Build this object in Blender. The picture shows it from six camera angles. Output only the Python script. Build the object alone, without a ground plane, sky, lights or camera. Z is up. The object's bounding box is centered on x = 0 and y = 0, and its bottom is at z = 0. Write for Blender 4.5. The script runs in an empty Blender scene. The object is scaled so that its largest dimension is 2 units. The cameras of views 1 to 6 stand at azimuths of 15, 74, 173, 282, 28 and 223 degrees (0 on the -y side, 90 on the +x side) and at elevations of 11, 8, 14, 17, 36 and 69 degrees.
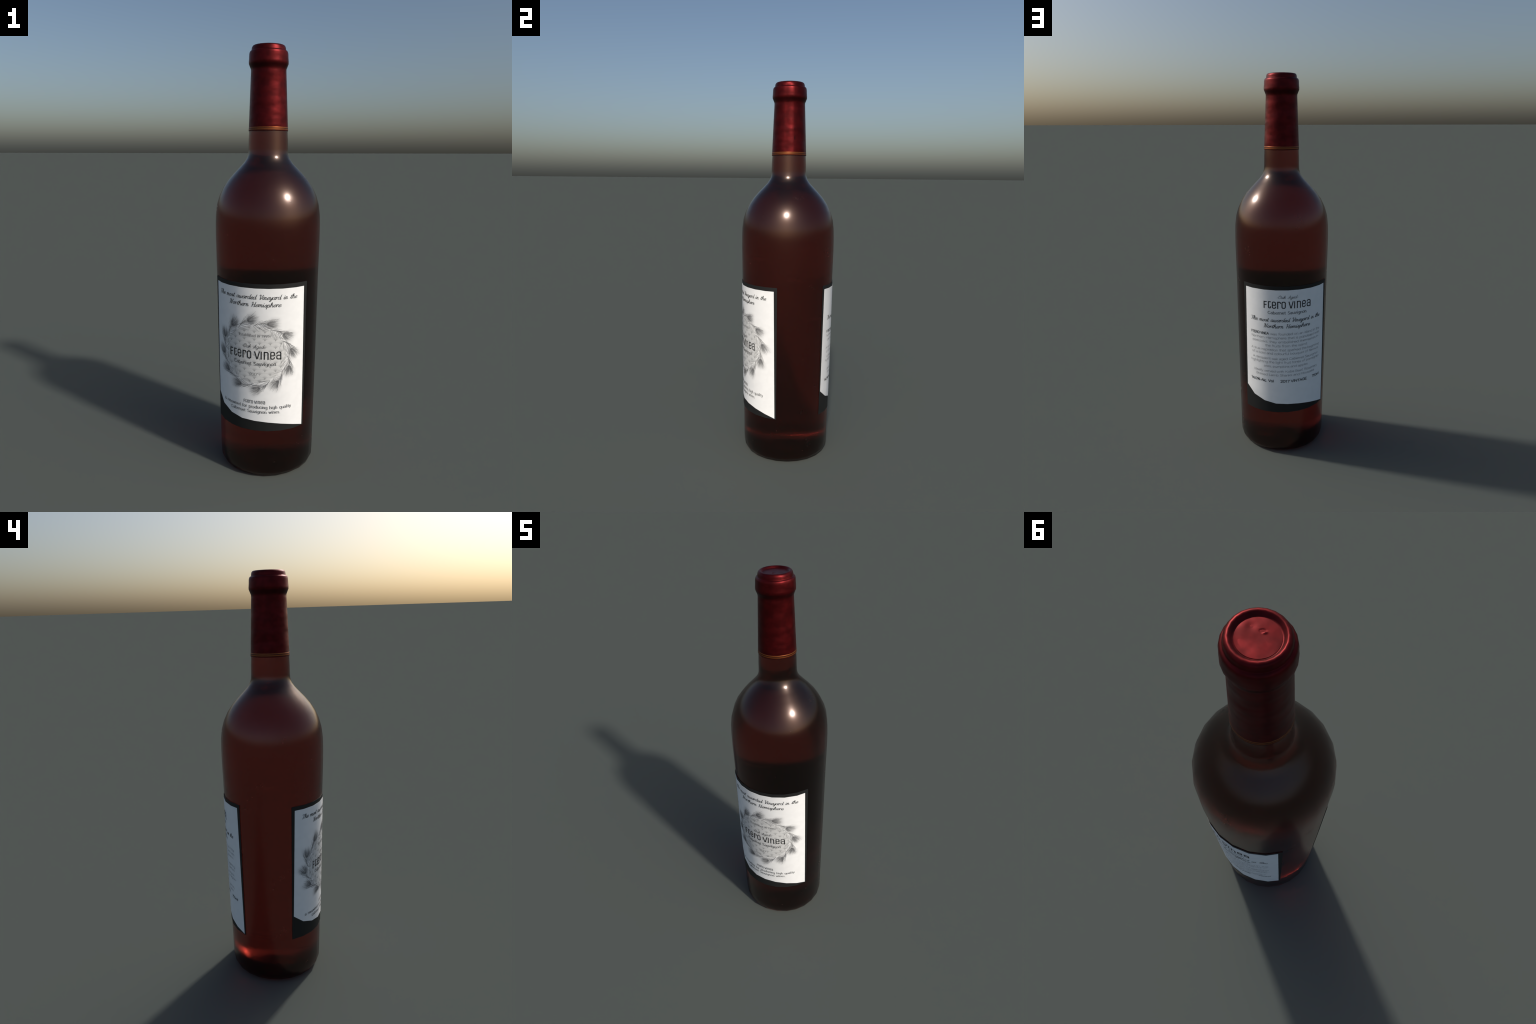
"""A sealed bottle of red wine with a front and a back label.
Angles are measured round the z axis in degrees: 0 faces -y, 90 faces +x."""
import bpy, bmesh, math, random
import numpy as np
from mathutils import Vector

SEGMENTS = 24                      # the bottle is turned in 24 facets


# ---------------------------------------------------------------- helpers
def smooth_profile(points, steps):
    """Catmull-Rom through (radius, z) control points."""
    p = [np.array(q, float) for q in points]
    p = [2 * p[0] - p[1]] + p + [2 * p[-1] - p[-2]]
    out = []
    for i in range(1, len(p) - 2):
        for k in range(steps):
            t = k / steps
            a, b, c, d = p[i - 1], p[i], p[i + 1], p[i + 2]
            out.append(0.5 * (2 * b + (c - a) * t + (2 * a - 5 * b + 4 * c - d) * t * t + (3 * b - a - 3 * c + d) * t ** 3))
    out.append(p[-2])
    return [(float(q[0]), float(q[1])) for q in out]


def add_mesh(name, verts, faces, material, parent, smooth=True):
    me = bpy.data.meshes.new(name)
    me.from_pydata([tuple(v) for v in verts], [], faces)
    me.validate()
    if smooth:
        me.polygons.foreach_set("use_smooth", [True] * len(me.polygons))
    me.materials.append(material)
    ob = bpy.data.objects.new(name, me)
    bpy.context.scene.collection.objects.link(ob)
    ob.parent = parent
    return ob


def lathe(profile, segments, cap_start=True, cap_end=True):
    """Surface of revolution, profile given from bottom to top outside."""
    verts, faces, rings = [], [], []
    for r, z in profile:
        if r < 1e-6:
            rings.append([len(verts)])
            verts.append((0, 0, z))
            continue
        rings.append(list(range(len(verts), len(verts) + segments)))
        for i in range(segments):
            a = math.tau * i / segments
            verts.append((r * math.sin(a), -r * math.cos(a), z))
    for lo, hi in zip(rings, rings[1:]):
        for i in range(segments):
            j = (i + 1) % segments
            if len(lo) == 1:
                faces.append((lo[0], hi[j], hi[i]))
            elif len(hi) == 1:
                faces.append((lo[i], lo[j], hi[0]))
            else:
                faces.append((lo[i], lo[j], hi[j], hi[i]))
    return verts, faces


# ---------------------------------------------------------------- node helpers
class Nodes:
    def __init__(self, name):
        self.m = bpy.data.materials.new(name)
        self.m.use_nodes = True
        self.t = self.m.node_tree
        self.b = self.t.nodes["Principled BSDF"]

    def new(self, kind, **props):
        n = self.t.nodes.new("ShaderNode" + kind)
        for k, v in props.items():
            setattr(n, k, v)
        return n

    def put(self, socket, v):
        if isinstance(v, bpy.types.NodeSocket):
            self.t.links.new(v, socket)
        elif v is not None:
            socket.default_value = v

    def math(self, op, a, b=None, c=None, clamp=False):
        n = self.new("Math", operation=op, use_clamp=clamp)
        for i, v in enumerate((a, b, c)):
            self.put(n.inputs[i], v)
        return n.outputs[0]

    def step(self, x, lo, hi):
        n = self.new("MapRange", interpolation_type="SMOOTHSTEP")
        self.put(n.inputs[0], x)
        n.inputs[1].default_value, n.inputs[2].default_value = lo, hi
        return n.outputs[0]

    def mix(self, f, a, b):
        n = self.new("Mix", data_type="RGBA")
        self.put(n.inputs[0], f)
        for s, v in ((n.inputs[6], a), (n.inputs[7], b)):
            self.put(s, (*v, 1) if isinstance(v, tuple) and len(v) == 3 else v)
        return n.outputs[2]

    def coords(self):
        n = self.new("TexCoord")
        s = self.new("SeparateXYZ")
        self.t.links.new(n.outputs["Object"], s.inputs[0])
        return n.outputs["Object"], s.outputs[0], s.outputs[1], s.outputs[2]

    def noise(self, vec, scale, detail=2.0, rough=0.5):
        n = self.new("TexNoise")
        self.put(n.inputs["Vector"], vec)
        n.inputs["Scale"].default_value, n.inputs["Detail"].default_value, n.inputs["Roughness"].default_value = scale, detail, rough
        return n.outputs["Fac"]

    def set(self, **kw):
        for k, v in kw.items():
            k = k.replace("_", " ")
            self.put(self.b.inputs[k], (*v, 1) if isinstance(v, tuple) and len(v) == 3 else v)


# ---------------------------------------------------------------- materials
def glass_material():
    """Thick dark red glass, with faint smudges and dust specks in its polish."""
    n = Nodes("dark_red_glass")
    vec, x, y, z = n.coords()
    smudge = n.step(n.noise(vec, 9.0, 3.0), 0.56, 0.74)
    speck = n.step(n.noise(vec, 38.0, 3.0, 0.6), 0.54, 0.70)
    patchy = n.math("MULTIPLY", smudge, speck)
    rough = n.math("ADD", n.math("MULTIPLY_ADD", smudge, 0.03, 0.212), n.math("MULTIPLY", patchy, 0.10))
    colour = n.mix(n.math("MULTIPLY", patchy, 0.4), (0.285, 0.028, 0.019), (0.31, 0.08, 0.065))
    bump = n.new("Bump")
    bump.inputs["Strength"].default_value, bump.inputs["Distance"].default_value = 0.3, 0.0004
    n.put(bump.inputs["Height"], patchy)
    n.set(Base_Color=colour, Roughness=rough, IOR=1.58, Metallic=0.035, Specular_Tint=(1.0, 0.90, 0.81), Transmission_Weight=1.0, Normal=bump.outputs[0])
    return n.m


def plain(name, colour, rough=0.6, **kw):
    n = Nodes(name)
    n.set(Base_Color=colour, Roughness=rough, **kw)
    return n.m


def angle_of(n, x, y):
    """Degrees round the bottle, 0 facing -y."""
    return n.math("MULTIPLY", n.math("ARCTAN2", x, n.math("MULTIPLY", y, -1.0)), 180 / math.pi)


def foil_material():
    """Crimson tin foil: hand-smoothed, with soft cross wrinkles and one lap seam."""
    n = Nodes("crimson_foil")
    vec, x, y, z = n.coords()
    ang = angle_of(n, x, y)
    flat = n.new("CombineXYZ")
    n.put(flat.inputs[0], n.math("MULTIPLY", x, 9.0))
    n.put(flat.inputs[1], n.math("MULTIPLY", y, 9.0))
    n.put(flat.inputs[2], n.math("MULTIPLY", z, 24.0))
    wrinkle = n.noise(flat.outputs[0], 1.0, 1.0, 0.4)
    dimple = n.noise(vec, 22.0, 1.0, 0.5)
    lap = n.math("MULTIPLY", n.step(ang, 58.0, 90.0), n.math("LESS_THAN", ang, 90.0))
    side = n.math("LESS_THAN", z, 1.985)
    h = n.math("MULTIPLY", wrinkle, 0.0068)
    h = n.math("MULTIPLY_ADD", dimple, 0.0028, h)
    h = n.math("MULTIPLY_ADD", n.math("MULTIPLY", lap, side), 0.0105, h)
    bump = n.new("Bump")
    bump.inputs["Strength"].default_value, bump.inputs["Distance"].default_value = 0.55, 1.0
    n.put(bump.inputs["Height"], h)
    # two worn spots beside the seam
    worn = None
    for a, zz, w in ((91.0, 1.760, 0.007), (90.6, 1.713, 0.009)):
        da = n.math("MULTIPLY", n.math("SUBTRACT", ang, a), 0.0030)
        dz = n.math("MULTIPLY", n.math("SUBTRACT", z, zz), 0.6)
        d = n.math("SQRT", n.math("ADD", n.math("MULTIPLY", da, da), n.math("MULTIPLY", dz, dz)))
        m = n.step(d, w, w * 0.3)
        worn = m if worn is None else n.math("MAXIMUM", worn, m)
    lip_shade = n.step(z, 1.923, 1.913)  # shade beneath the capsule lip, painted into the foil colour
    lip_shade = n.math("MULTIPLY", lip_shade, n.step(z, 1.893, 1.903))
    dark = n.math("MAXIMUM", n.math("MULTIPLY", worn, 0.85), n.math("MULTIPLY", lip_shade, 0.6))
    colour = n.mix(n.step(n.noise(vec, 26.0, 3.0), 0.3, 0.7), (0.072, 0.0028, 0.0038), (0.118, 0.0052, 0.0066))
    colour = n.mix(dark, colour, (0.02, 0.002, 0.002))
    n.set(Base_Color=colour, Metallic=0.82, Roughness=0.42, Normal=bump.outputs[0])
    return n.m


def band_material():
    """Gold printed lines round the foot of the capsule."""
    n = Nodes("gold_band")
    vec, x, y, z = n.coords()
    line = n.math("MAXIMUM", n.math("MULTIPLY", n.step(z, 1.6380, 1.6388), n.step(z, 1.6424, 1.6417)),
                  n.math("MULTIPLY", n.step(z, 1.6300, 1.6308), n.step(z, 1.6345, 1.6337)))
    ang = angle_of(n, x, y)
    chip = None
    for a in (-40.5, 122.8, -150.0, 30.0):
        m = n.math("MULTIPLY", n.step(n.math("ABSOLUTE", n.math("SUBTRACT", ang, a)), 2.6, 1.0), n.step(z, 1.632, 1.628))
        chip = m if chip is None else n.math("MAXIMUM", chip, m)
    colour = n.mix(line, (0.07, 0.016, 0.008), (0.30, 0.085, 0.019))
    colour = n.mix(n.step(z, 1.6290, 1.6280), colour, (0.12, 0.012, 0.010))
    colour = n.mix(chip, colour, (0.03, 0.035, 0.04))
    n.set(Base_Color=colour, Metallic=0.7, Roughness=0.42)
    return n.m


# wreath on the front label: degrees are squeezed onto a flat sheet of metres
FLAT = 0.00385                     # metres of artwork per degree
WREATH_ANGLE, WREATH_Z, WREATH_R = -0.8, 0.623, 0.139
EYE_BASE = (0.1606, math.radians(69.1 - 60.0))      # polar, inside one 30 degree sector
EYE_TIP = (0.1885, math.radians(51.9 - 60.0))


def paper_material(front):
    n = Nodes("white_label_paper")
    vec, x, y, z = n.coords()
    white = n.mix(n.step(n.noise(vec, 30.0, 2.0), 0.35, 0.65), (0.955, 0.955, 0.95), (0.985, 0.985, 0.98))
    colour = white
    if front:
        X = n.math("MULTIPLY", n.math("SUBTRACT", angle_of(n, x, y), WREATH_ANGLE), FLAT)
        Z = n.math("SUBTRACT", z, WREATH_Z)
        r = n.math("SQRT", n.math("ADD", n.math("MULTIPLY", X, X), n.math("MULTIPLY", Z, Z)))
        # ---- overlapping fan scales
        P, S, H = 11.5 * FLAT, 0.0185, 0.0155
        q = n.math("DIVIDE", n.math("SUBTRACT", z, 0.6886 - 40 * S), S)
        row = n.math("FLOOR", q)
        rem = n.math("MULTIPLY", n.math("SUBTRACT", q, row), S)
        par = n.math("MODULO", row, 2.0)
        x0 = (17.25 - WREATH_ANGLE) * FLAT
        near = n.math("WRAP", n.math("SUBTRACT", n.math("SUBTRACT", X, x0), n.math("MULTIPLY", par, P / 2)), P / 2, -P / 2)
        far = n.math("WRAP", n.math("ADD", n.math("SUBTRACT", X, x0), n.math("MULTIPLY", n.math("SUBTRACT", par, 1.0), P / 2)), P / 2, -P / 2)
        t = n.math("DIVIDE", near, P / 2)
        dome = n.math("MULTIPLY", n.math("SQRT", n.math("MAXIMUM", n.math("SUBTRACT", 1.0, n.math("MULTIPLY", t, t)), 0.0)), H)
        inside = n.math("LESS_THAN", rem, dome)
        dx = n.math("ADD", n.math("MULTIPLY", inside, near), n.math("MULTIPLY", n.math("SUBTRACT", 1.0, inside), far))
        dz = n.math("MULTIPLY_ADD", inside, S, rem)
        dist = n.math("SQRT", n.math("ADD", n.math("MULTIPLY", n.math("MULTIPLY", dx, dx), 2.2), n.math("MULTIPLY", dz, dz)))
        light = n.step(dist, -0.004, 0.027)
        edge = n.step(n.math("ABSOLUTE", n.math("SUBTRACT", rem, dome)), 0.0016, 0.0002)
        rays = n.math("SINE", n.math("MULTIPLY", n.math("ARCTAN2", dx, dz), 26.0))
        light = n.math("SUBTRACT", light, n.math("MULTIPLY", edge, 0.22))
        light = n.math("MULTIPLY_ADD", rays, 0.03, light, clamp=True)
        scales = n.mix(light, (0.27, 0.275, 0.275), (0.73, 0.73, 0.72))
        colour = n.mix(n.step(r, 0.1420, 0.1310), colour, scales)
        # ---- soft dark eyes of the twelve feathers
        phi = n.math("WRAP", n.math("ADD", n.math("ARCTAN2", Z, X), math.radians(-60.0)), math.radians(15), math.radians(-15))
        px, py = n.math("MULTIPLY", r, n.math("COSINE", phi)), n.math("MULTIPLY", r, n.math("SINE", phi))
        bx, by = EYE_BASE[0] * math.cos(EYE_BASE[1]), EYE_BASE[0] * math.sin(EYE_BASE[1])
        tx, ty = EYE_TIP[0] * math.cos(EYE_TIP[1]), EYE_TIP[0] * math.sin(EYE_TIP[1])
        L = math.hypot(tx - bx, ty - by)
        ux, uy = (tx - bx) / L, (ty - by) / L
        ex, ey = n.math("SUBTRACT", px, bx), n.math("SUBTRACT", py, by)
        along = n.math("ADD", n.math("MULTIPLY", ex, ux), n.math("MULTIPLY", ey, uy))
        across = n.math("ADD", n.math("MULTIPLY", ex, -uy), n.math("MULTIPLY", ey, ux))
        a = n.math("MAXIMUM", n.math("ADD", along, 0.004), 0.0)
        half = n.math("MINIMUM", n.math("MULTIPLY", n.math("SQRT", a), 0.135), n.math("MULTIPLY_ADD", a, 0.05, 0.0175))
        w = n.math("DIVIDE", n.math("ABSOLUTE", across), n.math("MAXIMUM", half, 0.0005))
        fan = n.math("ARCTAN2", across, n.math("ADD", along, 0.006))
        fv = n.new("CombineXYZ")
        n.put(fv.inputs[0], n.math("MULTIPLY", fan, 9.0))
        n.put(fv.inputs[1], n.math("MULTIPLY", along, 14.0))
        n.put(fv.inputs[2], n.math("FLOOR", n.math("DIVIDE", n.math("ARCTAN2", Z, X), math.radians(30))))
        streak = n.noise(fv.outputs[0], 1.6, 3.0, 0.6)
        reach = n.math("MULTIPLY_ADD", streak, 0.045, 0.012)
        core = n.math("MULTIPLY", n.step(w, 1.12, 0.55), n.step(n.math("SUBTRACT", along, reach), 0.022, -0.030))
        core = n.math("MULTIPLY", core, n.step(along, -0.006, 0.003))
        core = n.math("MULTIPLY", core, n.math("MULTIPLY_ADD", streak, 0.8, 0.30), clamp=True)
        core = n.math("MAXIMUM", core, n.math("MULTIPLY", n.step(w, 1.0, 0.2), n.math("MULTIPLY", n.step(along, 0.020, 0.002), n.step(along, -0.004, 0.002))))
        halo = n.math("MULTIPLY", n.step(w, 2.1, 0.9), n.math("MULTIPLY", n.step(along, -0.020, 0.004), n.step(along, 0.066, 0.030)))
        colour = n.mix(n.math("MULTIPLY", halo, 0.34), colour, (0.40, 0.40, 0.40))
        colour = n.mix(n.math("MULTIPLY", core, 0.95), colour, (0.085, 0.085, 0.088))
    n.set(Base_Color=colour, Roughness=0.55, Specular_IOR_Level=0.35)
    return n.m


# ---------------------------------------------------------------- shape data
GLASS = [(0.0, 0.080), (0.025, 0.078), (0.045, 0.070), (0.10, 0.065), (0.15, 0.050), (0.176, 0.012), (0.190, 0.0), (0.2230, 0.0115), (0.2318, 0.031), (0.2336, 0.070),
         (0.2348, 0.165), (0.2408, 0.530), (0.2456, 0.940), (0.2494, 1.125), (0.2494, 1.190)]
SHOULDER = [(0.2494, 1.190), (0.2478, 1.238), (0.2416, 1.286), (0.2292, 1.328), (0.2098, 1.3685), (0.1870, 1.4015), (0.1602, 1.432),
            (0.1338, 1.459), (0.1140, 1.480), (0.0997, 1.501), (0.0935, 1.521), (0.0920, 1.543), (0.0915, 1.580), (0.0895, 1.625)]
NECK = [(0.0875, 1.70), (0.0795, 1.88), (0.078, 1.95), (0.0, 1.955)]
glass_profile = GLASS + SHOULDER[1:] + NECK


def body_radius(z):
    zs = [q[1] for q in GLASS[4:]]
    return float(np.interp(z, zs, [q[0] for q in GLASS[4:]]))


def on_body(angle, z, off):
    """Point on the faceted bottle wall, off metres proud of it."""
    step = 360 / SEGMENTS
    mid = (math.floor(angle / step) + 0.5) * step
    half = math.radians(step / 2)
    d = (body_radius(z) + off) * math.cos(half) / math.cos(math.radians(angle - mid))
    a = math.radians(angle)
    return (d * math.sin(a), -d * math.cos(a), z)


CAPSULE = [(0.0902, 1.6245), (0.0912, 1.6255), (0.0906, 1.640), (0.0873, 1.72), (0.0838, 1.81), (0.0806, 1.888), (0.0808, 1.897),
           (0.0860, 1.910), (0.0903, 1.9205), (0.0905, 1.930), (0.0893, 1.945), (0.0886, 1.962), (0.0874, 1.9690), (0.0852, 1.9735),
           (0.0814, 1.9762), (0.0790, 1.9768), (0.0784, 1.9785), (0.0776, 1.9865), (0.0762, 1.9925), (0.0732, 1.9970), (0.0700, 1.9992), (0.0655, 2.0), (0.0620, 1.9985), (0.0575, 1.9925), (0.0535, 1.9900), (0.0505, 1.9905), (0.03, 1.991), (0.0, 1.991)]


def sheet(name, left, right, top, bottom, inner, outer, material, parent, turn):
    """A curved slab of paper: left/right(z-fraction), top and bottom are functions of the angle."""
    edges = [left] + [15 * k for k in range(-3, 4)] + [right]
    rows = 12
    verts, faces = [], []
    n = len(edges)
    for off in (inner, outer):
        for j in range(rows + 1):
            f = j / rows
            for i, a in enumerate(edges):
                ang = a[0] * (1 - f) + a[1] * f if isinstance(a, tuple) else a
                z = bottom(ang) * (1 - f) + top(ang) * f
                verts.append(on_body(ang + turn, z, off))
    base = n * (rows + 1)
    at = lambda s, j, i: s * base + j * n + i
    for j in range(rows):
        for i in range(n - 1):
            faces.append((at(1, j, i), at(1, j, i + 1), at(1, j + 1, i + 1), at(1, j + 1, i)))
            faces.append((at(0, j, i), at(0, j + 1, i), at(0, j + 1, i + 1), at(0, j, i + 1)))
    rim = [(0, i) for i in range(n)] + [(j, n - 1) for j in range(1, rows + 1)] + [(rows, i) for i in range(n - 2, -1, -1)] + [(j, 0) for j in range(rows - 1, 0, -1)]
    for (j, i), (l, k) in zip(rim, rim[1:] + rim[:1]):
        faces.append((at(0, j, i), at(0, l, k), at(1, l, k), at(1, j, i)))
    ob = add_mesh(name, verts, faces, material, parent)
    ob.data.set_sharp_from_angle(angle=math.radians(40))
    return ob


# ---------------------------------------------------------------- lettering
# Pen strokes: "advance: stroke | stroke"; each stroke is x,y x,y ...
# "~" draws a curve through the points, "r" rounds the corners, plain keeps them sharp.
# Heights: x-height 10; roman capitals 14.5; script capitals 19.
ROMAN = {
    "a": "9.6: ~1.2,8.4 3,9.8 5.4,10 7.4,8.8 8,6.4 | 8,7 8,0 | ~8,6 4,5.7 1.2,4.6 .6,2.5 1.8,.4 4,0 6.4,.9 8,3",
    "b": "10.4: 1.2,15.5 1.2,0 | ~1.2,7 3,9.5 5.4,10 8,8.7 9.3,5 8,1.3 5.4,0 3,.5 1.2,3",
    "c": "9.2: ~8.4,8 6.8,9.6 5,10 2,8.6 .8,5 2,1.4 5,0 7,.5 8.6,2.2",
    "d": "10.6: 9.2,15.5 9.2,0 | ~9.2,7 7.4,9.5 5,10 2.2,8.7 .9,5 2.2,1.3 5,0 7.4,.5 9.2,3",
    "e": "9.6: 1,5.3 8.8,5.3 | ~8.8,5.3 8.2,8.2 5,10 2,8.6 .8,5 2,1.4 5,0 7.2,.6 8.6,2.2",
    "f": "6: ~6.6,15.2 5,15.6 3.5,14.8 3,12.4 3,10 | 3,12 3,0 | .6,10 5.8,10",
    "g": "10.6: 9.2,10 9.2,-1 | ~9.2,-.6 8.2,-3.8 5.4,-5 2.8,-4.6 1.2,-3.2 | ~9.2,7 7.4,9.5 5,10 2.2,8.7 .9,5.4 2.2,2 5,.8 7.4,1.3 9.2,3.6",
    "h": "9.6: 1.2,15.5 1.2,0 | ~1.2,6.4 2.6,9.2 5,10 7.4,9 8.2,6.5 8.2,5 | 8.2,6.6 8.2,0",
    "i": "3.4: 1.6,10 1.6,0 | 1.6,13.3 1.6,14.5",
    "k": "9: 1.2,15.5 1.2,0 | 8,10 1.2,3.8 | 3.6,6 8.4,0",
    "l": "3.2: 1.5,15.5 1.5,0",
    "m": "15.2: 1.2,10 1.2,0 | ~1.2,6.4 2.4,9.2 4.4,10 6.6,9 7.4,6.5 7.4,5 | 7.4,6.6 7.4,0 | ~7.4,6.4 8.6,9.2 10.6,10 13,9 13.8,6.5 13.8,5 | 13.8,6.6 13.8,0",
    "n": "9.6: 1.2,10 1.2,0 | ~1.2,6.4 2.6,9.2 5,10 7.4,9 8.2,6.5 8.2,5 | 8.2,6.6 8.2,0",
    "o": "10: ~5,10 2.2,8.7 .9,5 2.2,1.3 5,0 7.8,1.3 9.1,5 7.8,8.7 5,10",
    "p": "10.4: 1.2,10 1.2,-5 | ~1.2,7 3,9.5 5.4,10 8,8.7 9.3,5 8,1.3 5.4,0 3,.5 1.2,3",
    "q": "10.6: 9.2,10 9.2,-5 | ~9.2,7 7.4,9.5 5,10 2.2,8.7 .9,5 2.2,1.3 5,0 7.4,.5 9.2,3",
    "r": "6.2: 1.2,10 1.2,0 | ~1.2,6 2.4,8.8 4,9.9 5.8,10",
    "s": "8: ~7,8.4 5.6,9.7 4,10 1.9,9.3 1.3,7.6 2.6,5.9 5.4,4.7 6.9,3.2 6.5,1 4,0 2.2,.4 .8,1.8",
    "t": "6.4: 3,13.4 3,2.4 | ~3,3 3.2,.9 4.4,0 6,.5 | .6,10 6,10",
    "u": "9.6: 8.2,10 8.2,0 | 1.2,10 1.2,3.6 | ~1.2,4.6 2,1 4.4,0 6.8,.8 8.2,3.6",
    "v": "9: .6,10 4.5,0 8.4,10",
    "w": "13.6: .6,10 3.8,0 6.8,9.6 9.8,0 13,10",
    "y": "9: .6,10 4.6,0 | ~8.4,10 4.6,0 3.2,-3.6 1.6,-4.9 .4,-4.6",
    "A": "12: .4,0 6,14.5 11.6,0 | 2.4,5 9.6,5",
    "B": "11: 1.4,14.5 1.4,0 | ~1.4,14.5 6,14.4 8.6,13 8.6,9 6,7.8 1.4,7.7 | ~1.4,7.7 6.4,7.6 9.6,5.8 9.6,1.9 6.4,.1 1.4,0",
    "C": "13: ~11.8,11.8 9.8,13.8 7,14.5 2.8,12.6 1,7.2 2.8,1.9 7,0 9.8,.7 12,2.8",
    "E": "10.6: 1.4,14.5 1.4,0 | 1.4,14.3 9.4,14.3 | 1.4,7.5 8.2,7.5 | 1.4,.2 9.8,.2",
    "F": "9.6: 1.4,14.5 1.4,0 | 1.4,14.3 9,14.3 | 1.4,7.4 8,7.4",
    "G": "13.4: ~11.8,11.8 9.8,13.8 7,14.5 2.8,12.6 1,7.2 2.8,1.9 7,0 10,.7 12,2.4 | 12,2.4 12,7 7.6,7",
    "H": "12.4: 1.4,14.5 1.4,0 | 11,14.5 11,0 | 1.4,7.4 11,7.4",
    "I": "4: 2,14.5 2,0",
    "K": "11.4: 1.4,14.5 1.4,0 | 10.4,14.5 1.4,5.4 | 4.6,8.6 11,0",
    "L": "9.4: 1.4,14.5 1.4,0 | 1.4,.2 9,.2",
    "M": "14.4: 1.4,0 1.4,14.5 7.2,5 13,14.5 13,0",
    "N": "12.6: 1.4,0 1.4,14.5 11.2,0 11.2,14.5",
    "O": "14.4: ~7.2,14.5 2.9,12.6 1,7.2 2.9,1.9 7.2,0 11.5,1.9 13.4,7.2 11.5,12.6 7.2,14.5",
    "R": "11.4: 1.4,14.5 1.4,0 | ~1.4,14.4 6,14.4 9.4,12.8 9.4,8.2 6,6.6 1.4,6.6 | 6,6.6 10.6,0",
    "S": "10: ~8.8,12.4 7,14.1 5,14.5 2.2,13.6 1.2,11.2 2.4,8.8 5.4,7.3 8.2,5.8 9.2,3.4 8,.9 5,0 2.6,.5 .8,2.4",
    "T": "11: 5.5,14.5 5.5,0 | .4,14.3 10.6,14.3",
    "V": "12: .6,14.5 6,0 11.4,14.5",
    "0": "11: ~5.5,14.5 2.2,12.4 1,7.2 2.2,2 5.5,0 8.8,2 10,7.2 8.8,12.4 5.5,14.5",
    "1": "8: 1,12 4.6,14.5 4.6,0",
    "2": "10.4: ~1.2,11 2.6,13.7 5,14.5 8.2,13.2 8.8,10.6 7.4,7.8 4,4 1,.2 | 1,.2 9.6,.2",
    "4": "11: 7.8,0 7.8,14.5 .8,4 10.4,4",
    "5": "10.4: ~8.8,14.3 2.4,14.3 | 2.4,14.3 1.6,7.4 | ~1.6,7.4 5,8.8 8.4,7.6 9.2,4.4 7.8,1.2 4.6,0 1,1.6",
    "7": "10: .8,14.3 9.4,14.3 3.6,0",
    "9": "11: ~9.6,10 8.6,6.8 5.4,5.6 2.2,6.8 1.2,10 2.2,13.2 5.4,14.5 8.6,13.2 9.6,9.6 8.8,4.6 6.4,.6 3,-.4",
    "%": "15: 12.4,14.5 2.6,0 | ~3.8,14.5 1,11 3.8,7.6 6.6,11 3.8,14.5 | ~11.2,6.9 8.4,3.5 11.2,0 14,3.5 11.2,6.9",
    ".": "3.6: 1.6,0 1.6,.9", ",": "3.6: 1.8,.8 1,-2.2", "-": "6: .8,5.6 5.2,5.6", " ": "5.4:",
}
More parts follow.
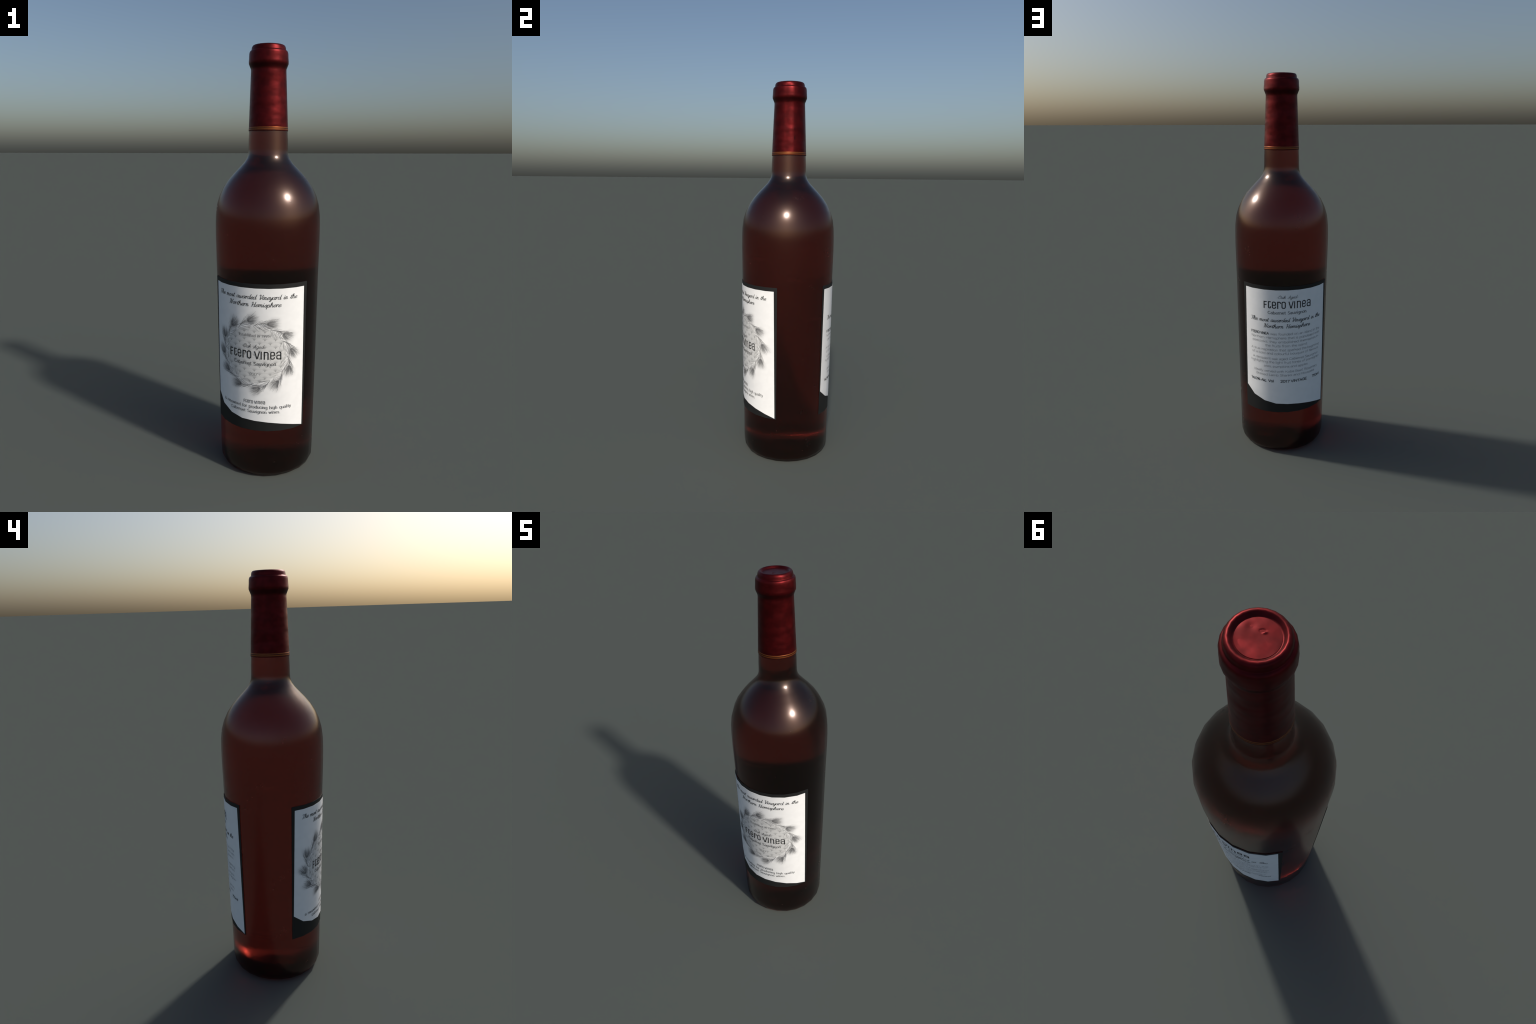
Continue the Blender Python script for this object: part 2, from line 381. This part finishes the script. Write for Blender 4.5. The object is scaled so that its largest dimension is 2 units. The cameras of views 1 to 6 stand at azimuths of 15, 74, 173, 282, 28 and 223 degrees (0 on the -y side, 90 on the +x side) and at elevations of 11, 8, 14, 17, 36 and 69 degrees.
SCRIPT = {
    "a": "10.8: ~8.2,8.2 6,10 2.6,8.8 .8,5 1.4,1.2 3.6,.2 6.6,2.8 8.4,9.4 | ~8.6,9.8 7.9,4 8.6,.8 10,.4 11.6,2.6",
    "d": "10.8: ~8.2,8.2 6,10 2.6,8.8 .8,5 1.4,1.2 3.6,.2 6.6,2.8 8.6,9 | ~9.6,18.6 8.2,6 8.6,1 10,.4 11.6,2.6",
    "e": "8.4: ~.2,2.6 4,4.6 7.2,7 6.8,9.4 4.8,10 2.2,8 1.2,4.4 2.2,.9 4.6,.2 7,1.4 9,3.6",
    "g": "10.2: ~8.2,8.2 6,10 2.6,8.8 .8,5 1.4,1.6 3.6,.6 6.6,3 8.4,9.4 | ~8.6,9.8 7.6,0 6,-6 3.6,-7.6 1.6,-6 3.6,-3 7.4,-.4 10.6,2.8",
    "h": "10: ~.4,3 3,10 4,16.4 3,18.4 1.8,16 1.4,9 1.2,0 | ~1.2,3.6 3.4,8.4 6,10 7.4,8.4 6.8,4 7.2,.8 8.6,.3 10.6,2.6",
    "i": "4.8: ~.2,3 1.7,9.8 1.2,3 2,.6 3.4,.5 5.2,2.6 | 2.2,13.6 2.3,14.6",
    "k": "9: ~.4,3 3,10 4,16.4 3,18.4 1.8,16 1.4,9 1.2,0 | ~1.4,3.6 4,8.2 6.4,9.4 6.6,7.2 3.2,5.4 | ~3.2,5.4 5.4,1.8 7.4,.3 9.6,2.6",
    "m": "14.2: ~.2,7.4 1.4,9.8 1.8,7 1.4,0 | ~1.4,3 3.4,8.6 5.4,9.8 6.3,7.4 5.9,0 | ~5.9,3 7.9,8.6 9.9,9.8 10.9,7.6 10.3,2.6 11,.5 12.4,.4 14.4,2.6",
    "n": "9.8: ~.2,7.4 1.4,9.8 1.8,7 1.4,0 | ~1.4,3 3.4,8.6 5.4,9.8 6.5,7.6 5.9,2.6 6.6,.5 8,.4 10,2.6",
    "o": "9: ~4.6,9.8 1.8,8 .9,4 2.2,.5 4.6,.4 6.8,3.2 6.6,7.4 4.6,9.8 5.6,7.8 7.8,7.8 9.4,8.8",
    "p": "9.4: ~.2,7 1.9,10 1.6,2 .9,-8 | ~1.2,3 3,8.4 5.6,10 7.5,8 7,3.2 4.8,.4 2,1.2 | ~4.8,.4 7.4,.7 9.6,2.6",
    "r": "6.9: ~.2,7 1.7,10 1.7,6 1.3,0 | ~1.4,4 2.8,8.2 4.8,10 6.2,9.4 6.4,8",
    "s": "7.6: ~.2,2.6 3,7 4.6,10.4 4.5,7 6,3.8 5.2,.8 3.2,.1 1.2,1 | ~4.8,.5 6.4,.8 8,2.6",
    "t": "6.4: ~.2,2.6 3,9 4.2,15.6 2.9,8 2.6,3 3.4,.5 4.8,.4 6.8,2.6 | 1,11.2 6.2,11.8",
    "w": "13: ~.2,8 1.6,9.8 1.7,5.6 2.2,1.2 3.8,.3 5.6,2.6 6.6,9.4 6,3 7.2,.4 9,1 10.8,5 10.8,9 12,8.2 13.6,8.8",
    "y": "9: ~.2,8 1.6,9.8 1.7,5.6 2.2,1.4 4,.4 6,2.4 7.6,9.6 7,0 5.4,-6 3.6,-7.6 1.6,-6 3.4,-3 7,-.4 9.4,2.6",
    "A": "12: ~.2,2 1.4,0 3.6,3 8.8,18.8 | ~8.8,19 8.8,8 9,2 10.4,.3 12.2,2 | ~2.6,7.4 6,7 11,7.6",
    "H": "13: ~.4,15.6 1.2,18.4 3.2,18.6 3.6,14 2.6,0 | ~11,19 10.2,10 9.6,2 10.8,.3 12.6,2 | ~1.2,8.8 5,9.4 11.8,9.8",
    "N": "13: ~.4,14.6 1.2,18.4 3,18.4 3.4,12 2,0 | ~3,18.4 5.4,12 8.6,0 | ~8.6,0 9.6,9 10.8,17 12.6,18.8",
    "O": "13: ~7,18.8 3.2,17 1,10.6 1.6,3 5,0 9,2 11.4,9 10.4,16.4 7,18.8 4.8,16.8 6,14.2 10,15",
    "T": "11.4: ~.4,15.4 1.6,18 5,17.4 9,17.2 12.6,18.8 | ~7,17.2 6.2,9 5.2,2 3.4,0 1.8,1.2",
    "V": "11.6: ~.2,15 1.6,18.4 3.6,18.2 4.2,13 4.2,5 4.8,0 8,6 10.8,14 11,17.6 9.6,18.6",
    "-": "6: .4,6 5,6", " ": "8.6:",
}
DISPLAY = {      # condensed title letters, 10 high
    "F": "5.9: .65,0 .65,9.95 | .65,9.3 4.3,9.3 | .65,5.2 4,5.2",
    "t": "5.3: .65,9.3 3.9,9.3 | r.65,9.9 .65,.65 3.5,.65 3.5,3.1",
    "e": "7.2: .65,4.9 4.9,4.9 | r4.9,4.9 4.9,9.35 .65,9.35 .65,.65 4.9,.65 4.9,3.1",
    "r": "5.6: .65,0 .65,9.95 | r.65,6.4 .65,9.35 4.2,9.35 4.2,6.9",
    "o": "6.4: r2.8,9.35 .65,9.35 .65,.65 4.95,.65 4.95,9.35 2.6,9.35",
    " ": "2.8:",
    "v": "7.7: .5,9.95 3.15,.5 3.65,.5 6.3,9.95",
    "i": "3.7: .65,9.95 .65,0",
    "n": "7.5: .65,0 .65,9.95 | r.65,6.4 .65,9.35 5,9.35 5,0",
    "a": "6: r.65,7 .65,9.35 5.3,9.35 5.3,0 | r5.3,5.3 .65,5.3 .65,.65 5.3,.65 5.3,2",
}


def curve_through(p, steps=5):
    p = [np.array(q, float) for q in p]
    closed = np.allclose(p[0], p[-1])
    ext = [p[-2] if closed else 2 * p[0] - p[1]] + p + [p[1] if closed else 2 * p[-1] - p[-2]]
    out = []
    for i in range(1, len(ext) - 2):
        a, b, c, d = ext[i - 1:i + 3]
        for k in range(steps):
            t = k / steps
            out.append(0.5 * (2 * b + (c - a) * t + (2 * a - 5 * b + 4 * c - d) * t * t + (3 * b - a - 3 * c + d) * t ** 3))
    return out + [p[-1]]


def rounded(p, radius):
    p = [np.array(q, float) for q in p]
    out = [p[0]]
    for a, b, c in zip(p, p[1:], p[2:]):
        d1, d2 = a - b, c - b
        l1, l2 = np.linalg.norm(d1), np.linalg.norm(d2)
        r = min(radius, l1 * 0.5 if a is not p[0] else l1, l2 * 0.5 if c is not p[-1] else l2)
        s, e = b + d1 / l1 * r, b + d2 / l2 * r
        for k in range(7):
            t = k / 6
            out.append((1 - t) ** 2 * s + 2 * t * (1 - t) * b + t * t * e)
    return out + [p[-1]]


class Ink:
    """Collects pen strokes (in degrees and metres of height) and lays them on a label."""
    DEG = 0.00424

    def __init__(self, turn, off):
        self.turn, self.off, self.v, self.f, self.k = turn, off, [], [], 0

    def stroke(self, pts, width, contrast=0.0, taper=None, extend=0.5):
        """pts in (metres across, metres up); contrast thins the level parts."""
        pts = [np.array(p, float) for p in pts]
        keep = [pts[0]]
        for p in pts[1:]:
            if np.linalg.norm(p - keep[-1]) > 1e-5:
                keep.append(p)
        if len(keep) < 2:
            return
        fine = [keep[0]]
        for a, b in zip(keep, keep[1:]):
            m = max(1, math.ceil(np.linalg.norm(b - a) / 0.006))
            fine += [a + (b - a) * (i + 1) / m for i in range(m)]
        p = np.array(fine)
        if extend:
            d0, d1 = p[0] - p[1], p[-1] - p[-2]
            p[0] += d0 / np.linalg.norm(d0) * width * extend
            p[-1] += d1 / np.linalg.norm(d1) * width * extend
        d = np.gradient(p, axis=0)
        d /= np.maximum(np.linalg.norm(d, axis=1, keepdims=True), 1e-9)
        nrm = np.stack([-d[:, 1], d[:, 0]], 1)
        w = width * (1 - contrast * (1 - np.abs(d @ np.array([0.26, 0.966]))))
        if taper:
            t = np.linspace(0, 1, len(p))
            w = w * (taper[0] * (1 - t) + taper[1] * t)
        self.k += 1
        off = self.off + (self.k % 9) * 0.00003
        base = len(self.v)
        for q, n, h in zip(p, nrm, w / 2):
            for s in (-1, 1):
                self.v.append(on_body((q[0] + s * n[0] * h) / self.DEG + self.turn, q[1] + s * n[1] * h, off))
        for i in range(len(p) - 1):
            a = base + 2 * i
            self.f.append((a, a + 2, a + 3, a + 1))

    def bevel_joint(self, p, width):
        """Round dot that fills the corner of two sharp strokes."""
        self.stroke([p + np.array([0, -width * 0.3]), p + np.array([0, width * 0.3])], width * 0.75, extend=0)

    def text(self, words, font, left, right, base, unit, pen, slant=0.0, contrast=0.0, serif=False, loose=0.0):
        """Set words between the angles left and right on the line base."""
        glyphs, total = [], 0.0
        for ch in words:
            adv, _, body = font[ch].partition(":")
            glyphs.append((total, body))
            total += float(adv) + (loose if ch != " " else 2 * loose)
        x0 = left * self.DEG
        sx = (right - left) * self.DEG / total
        w = pen * unit
        place = lambda q, at: np.array([x0 + (at + q[0] + slant * q[1]) * sx, base + q[1] * unit])
        for at, body in glyphs:
            for part in body.split("|"):
                part = part.strip()
                if not part:
                    continue
                mode = part[0] if part[0] in "~r" else ""
                q = [tuple(float(c) for c in xy.split(",")) for xy in part[len(mode):].split()]
                if mode == "~":
                    self.stroke([place(c, at) for c in curve_through(q)], w, contrast, extend=0.15)
                elif mode == "r":
                    self.stroke([place(c, at) for c in rounded(q, 2.0)], w, contrast, extend=0.0)
                else:
                    P = [place(c, at) for c in q]
                    for a, b in zip(P, P[1:]):
                        self.stroke([a, b], w, contrast, extend=0.0 if font is DISPLAY else 0.2)
                    if serif:
                        for c, other in ((q[0], q[1]), (q[-1], q[-2])):
                            upright = abs(c[0] - other[0]) < 0.1
                            if abs(c[1] - other[1]) < 3:
                                continue
                            if c[1] in (0.0, -5.0):
                                lo, hi = -1.9, 1.9
                            elif c[1] in (10.0, 15.5):
                                lo, hi = (-2.0, 0.0) if upright else (-1.7, 1.7)
                            elif c[1] == 14.5:
                                lo, hi = -1.9, 1.9
                            else:
                                continue
                            y = c[1] - 0.3 if c[1] > 5 else c[1] + 0.3
                            self.stroke([place((c[0] + lo, y), at), place((c[0] + hi, y), at)], w * 0.55, extend=0)

    def build(self, name, material, parent):
        return add_mesh(name, self.v, self.f, material, parent)


# ---------------------------------------------------------------- the bottle
bottle = bpy.data.objects.new("wine_bottle", None)
bpy.context.scene.collection.objects.link(bottle)
bottle["label"] = "dark red glass wine bottle with white labels and crimson foil capsule"
bottle["category"] = "wine bottle"

M_BLACK = Nodes("black_label_paper")
M_BLACK.set(Base_Color=(0.0115, 0.0115, 0.0115), Roughness=0.6, Specular_IOR_Level=0.4)
M_BLACK = M_BLACK.m
INK = {k: plain("ink_" + k, (v, v, v * 1.02), 0.6, Specular_IOR_Level=0.3) for k, v in
       dict(black=0.018, dark=0.045, middle=0.11, grey=0.20, pale=0.25).items()}

glass = add_mesh("bottle_glass", *lathe(glass_profile, SEGMENTS), glass_material(), bottle)
glass.data.materials.append(plain("painted_hollow_shade", (0.004, 0.002, 0.002), 0.27, Specular_IOR_Level=0.65))
for p in glass.data.polygons:                       # near-black colour stands in for the shade in the hollow base
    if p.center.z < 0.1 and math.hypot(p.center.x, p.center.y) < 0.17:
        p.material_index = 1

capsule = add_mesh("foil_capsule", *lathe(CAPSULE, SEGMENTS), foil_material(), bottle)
band = [(0.0905, 1.6258), (0.0915, 1.6261), (0.0915, 1.6285), (0.0909, 1.6400), (0.09075, 1.6424), (0.0899, 1.6428)]
add_mesh("gold_band", *lathe(band, SEGMENTS), band_material(), capsule)

# top of the capsule: a fine disc of foil with a dent and shallow ripples
rng = np.random.default_rng(7)
verts, faces, rings = [], [], 22
top_r = 0.0525
ripple = [(rng.uniform(40, 130), rng.uniform(0, math.tau), rng.uniform(-1, 1), rng.uniform(-1, 1)) for _ in range(7)]
for j in range(rings + 1):
    for i in range(48):
        a, r = math.tau * i / 48, top_r * j / rings
        x, y = r * math.sin(a), -r * math.cos(a)
        fade = 1 - (j / rings) ** 6
        h = sum(math.sin(k * (x * cx + y * cy) + ph) for k, ph, cx, cy in ripple) * 0.00022
        # a crooked pinch: one small pit and one small peak
        dx, dy = x - 0.0040, y + 0.0195
        u, v = 0.75 * dx + 0.66 * dy, -0.66 * dx + 0.75 * dy
        h += -0.0042 * math.exp(-(u / 0.0055) ** 2 - (v / 0.0024) ** 2)
        h += 0.0026 * math.exp(-((u + 0.004) / 0.0040) ** 2 - ((v - 0.0035) / 0.0028) ** 2)
        h += -0.0011 * math.exp(-((x - 0.034) / 0.012) ** 2 - ((y + 0.012) / 0.010) ** 2)
        verts.append((x, y, 1.9912 + h * fade))
for j in range(rings):
    for i in range(48):
        k = (i + 1) % 48
        faces.append((j * 48 + i, (j + 1) * 48 + i, (j + 1) * 48 + k, j * 48 + k))
add_mesh("capsule_top", verts, faces, capsule.data.materials[0], capsule)

papers = []
for turn in (0, 180):
    sheet("label_backing", -60, 60, lambda a: 0.956, lambda a: 0.248, 0.0008, 0.0024, M_BLACK, bottle, turn)
    cut = lambda a: float(np.interp(a, [-58, -45, -30, -15, 0, 15, 30, 45, 58], [.378, .335, .3117, .3003, .2975, .293, .2835, .269, .252]))
    papers.append(sheet("label_paper", (-57.8, -56.1), (57.9, 55.9), lambda a: 0.936, cut, 0.0024, 0.0032, paper_material(turn == 0), bottle, turn))
front, rear = papers
OFF = 0.0042


def line(paper, words, font, left, right, base, unit, pen, ink, **kw):
    w = Ink(0 if paper is front else 180, OFF)
    w.text(words, font, left, right, base, unit, pen, **kw)
    ob = w.build("printed_text", INK[ink], paper)
    ob["kind"] = "stuff"


SCR = dict(slant=0.26, contrast=0.50)
SER = dict(contrast=0.45, serif=True, loose=1.5)
line(front, "The most awarded Vineyard in the", SCRIPT, -47.6, 46.0, 0.8870, 0.00117, 2.0, "dark", **SCR)
line(front, "Northern Hemisphere", SCRIPT, -30.4, 28.0, 0.8525, 0.00117, 2.0, "dark", **SCR)
line(front, "Established in 1995", ROMAN, -17.7, 16.6, 0.7105, 0.00080, 1.7, "middle", **SER)
line(front, "-Oak Aged-", SCRIPT, -14.5, 11.8, 0.6560, 0.00096, 1.5, "middle", **SCR)
line(front, "Ftero vinea", DISPLAY, -30.1, 29.3, 0.6040, 0.00386, 1.22, "black")
line(front, "Cabernet Sauvignon", ROMAN, -25.0, 24.0, 0.5745, 0.00105, 2.0, "dark", **SER)
line(front, "2017", ROMAN, -5.6, 3.0, 0.5225, 0.00100, 1.2, "middle", slant=0.24, contrast=0.5)
line(front, "Ftero vinea", DISPLAY, -12.6, 12.1, 0.3845, 0.00157, 1.35, "middle")
line(front, "is renowned for producing high quality", ROMAN, -42.5, 42.2, 0.3615, 0.00098, 2.0, "dark", **SER)
line(front, "Cabernet Sauvignon wines.", ROMAN, -30.6, 29.4, 0.3380, 0.00096, 2.0, "dark", **SER)

line(rear, "-Oak Aged-", SCRIPT, -13.8, 12.4, 0.8915, 0.00090, 1.5, "middle", **SCR)
line(rear, "Ftero vinea", DISPLAY, -29.5, 29.4, 0.8380, 0.00386, 1.22, "black")
line(rear, "Cabernet Sauvignon", ROMAN, -24.6, 24.0, 0.8080, 0.00105, 2.0, "dark", **SER)
line(rear, "The most awarded Vineyard in the", SCRIPT, -48.4, 45.8, 0.7655, 0.00117, 2.0, "dark", **SCR)
line(rear, "Northern Hemisphere", SCRIPT, -30.2, 28.6, 0.7315, 0.00117, 2.0, "dark", **SCR)
line(rear, "FTERO VINEA", ROMAN, -48.0, -23.6, 0.6935, 0.00090, 2.5, "dark")
line(rear, "was founded on an island in the", ROMAN, -21.8, 46.8, 0.6930, 0.00084, 1.25, "pale")
for words, reach_l, reach_r, base in (
        ("Northern Hemisphere that is populated with", -48.0, 46.6, 0.6710),
        ("peacocks, they embellished themselves in", -46.2, 44.7, 0.6490),
        ("the fruits from the island.", -28.4, 26.4, 0.6270),
        ("A true inspiration that sparked the beginning", -48.5, 46.8, 0.6040),
        ("of a bold and colourful bouquet of flavours", -47.4, 45.3, 0.5830),
        ("A decadent oak aged Cabernet Sauvignon", -46.3, 44.7, 0.5545),
        ("highlighting the light fruit tones of pomegran-", -49.3, 47.8, 0.5340),
        ("ates, pumpkins and apples.", -30.4, 28.0, 0.5105),
        ("Ideally served with Kobe Beef, Rosemary", -44.8, 43.7, 0.4820),
        ("Braised Lamb Shanks and Moussaka", -41.6, 38.7, 0.4605)):
    line(rear, words, ROMAN, reach_l, reach_r, base, 0.00084, 1.25, "pale")
line(rear, "14.0% Alc. Vol", ROMAN, -50.0, -17.8, 0.4245, 0.00093, 2.8, "dark")
line(rear, "2017 VINTAGE", ROMAN, -9.3, 26.0, 0.4245, 0.00093, 2.8, "dark")
line(rear, "750ml", ROMAN, 34.6, 49.0, 0.4245, 0.00090, 2.5, "dark")


# ---------------------------------------------------------------- wreath of feathers
def feather(index):
    """One drawn peacock feather: quill, loose barbs and a tuft round the eye."""
    rnd = random.Random(100 + index)
    turn = math.radians(60 - 30 * index)
    ink = Ink(0, OFF - 0.0006)

    def lay(p):
        """Sector coordinates to label metres (the artwork is printed a little wide)."""
        c, s = math.cos(turn), math.sin(turn)
        x, z = c * p[0] - s * p[1], s * p[0] + c * p[1]
        return np.array([(x / FLAT + WREATH_ANGLE) * Ink.DEG, z + WREATH_Z])

    pol = lambda r, deg: np.array([r * math.cos(math.radians(deg)), r * math.sin(math.radians(deg))])
    foot, eye, tip = pol(WREATH_R, 30.0), pol(EYE_BASE[0], math.degrees(EYE_BASE[1])), pol(EYE_TIP[0], math.degrees(EYE_TIP[1]))
    axis = (tip - eye) / np.linalg.norm(tip - eye)
    bow = np.array([axis[1], -axis[0]]) * 0.006 * -1
    quill = curve_through([foot, foot * 0.62 + eye * 0.38 + bow * 0.9, foot * 0.3 + eye * 0.7 + bow * 0.8, eye], 8)
    ink.stroke([lay(p) for p in quill], 0.0013, taper=(1.25, 0.8), extend=0)
    side = np.array([-axis[1], axis[0]])
    for sgn in (1, -1):                       # loose barbs along the quill
        for k in range(14):
            at = quill[int((0.02 + 0.93 * k / 13) * (len(quill) - 1))]
            f = k / 13
            reach = 0.028 + 0.016 * rnd.random() + 0.012 * f
            out = 0.012 + 0.012 * rnd.random() + (0.006 if sgn < 0 else 0.0)
            wob = (rnd.random() - 0.5) * 0.006
            ctrl = [at, at + axis * reach * 0.35 + side * sgn * out * 0.45,
                    at + axis * reach * 0.7 + side * sgn * (out * 0.85 + wob),
                    at + axis * reach * (0.95 + 0.15 * rnd.random()) + side * sgn * (out * (0.9 + 0.35 * rnd.random()))]
            ink.stroke([lay(p) for p in curve_through(ctrl, 5)], 0.00078, taper=(1.2, 0.55), extend=0)
    for k in range(4):                        # stray loop on the inner side
        at = quill[int((0.35 + 0.15 * k) * (len(quill) - 1))]
        ctrl = [at, at + axis * 0.010 + side * -0.012, at + axis * (0.020 + 0.003 * k) + side * (-0.021 - 0.002 * rnd.random()),
                at + axis * (0.031 + 0.004 * rnd.random()) + side * -0.020, at + axis * 0.041 + side * (-0.012 - 0.005 * rnd.random())]
        ink.stroke([lay(p) for p in curve_through(ctrl, 5)], 0.0006, taper=(1.1, 0.6), extend=0)
    for k in range(20):                       # tuft fanning out of the eye
        f = rnd.uniform(-1, 1)
        ang = f * 0.62 + rnd.uniform(-0.06, 0.06)
        length = (0.058 - 0.018 * abs(f)) * rnd.uniform(0.70, 1.08)
        d = axis * math.cos(ang) + side * math.sin(ang)
        curl = -side * math.copysign(0.20, f) * abs(f) * length
        start = eye + d * length * rnd.uniform(0.05, 0.45)
        ctrl = [start, eye + d * length * 0.7 + curl * 0.25, eye + d * length + curl]
        ink.stroke([lay(p) for p in curve_through(ctrl, 5)], 0.0007, taper=(1.2, 0.3), extend=0)
    ink.build("feather", INK["grey"], front)


for index in range(12):
    feather(index)
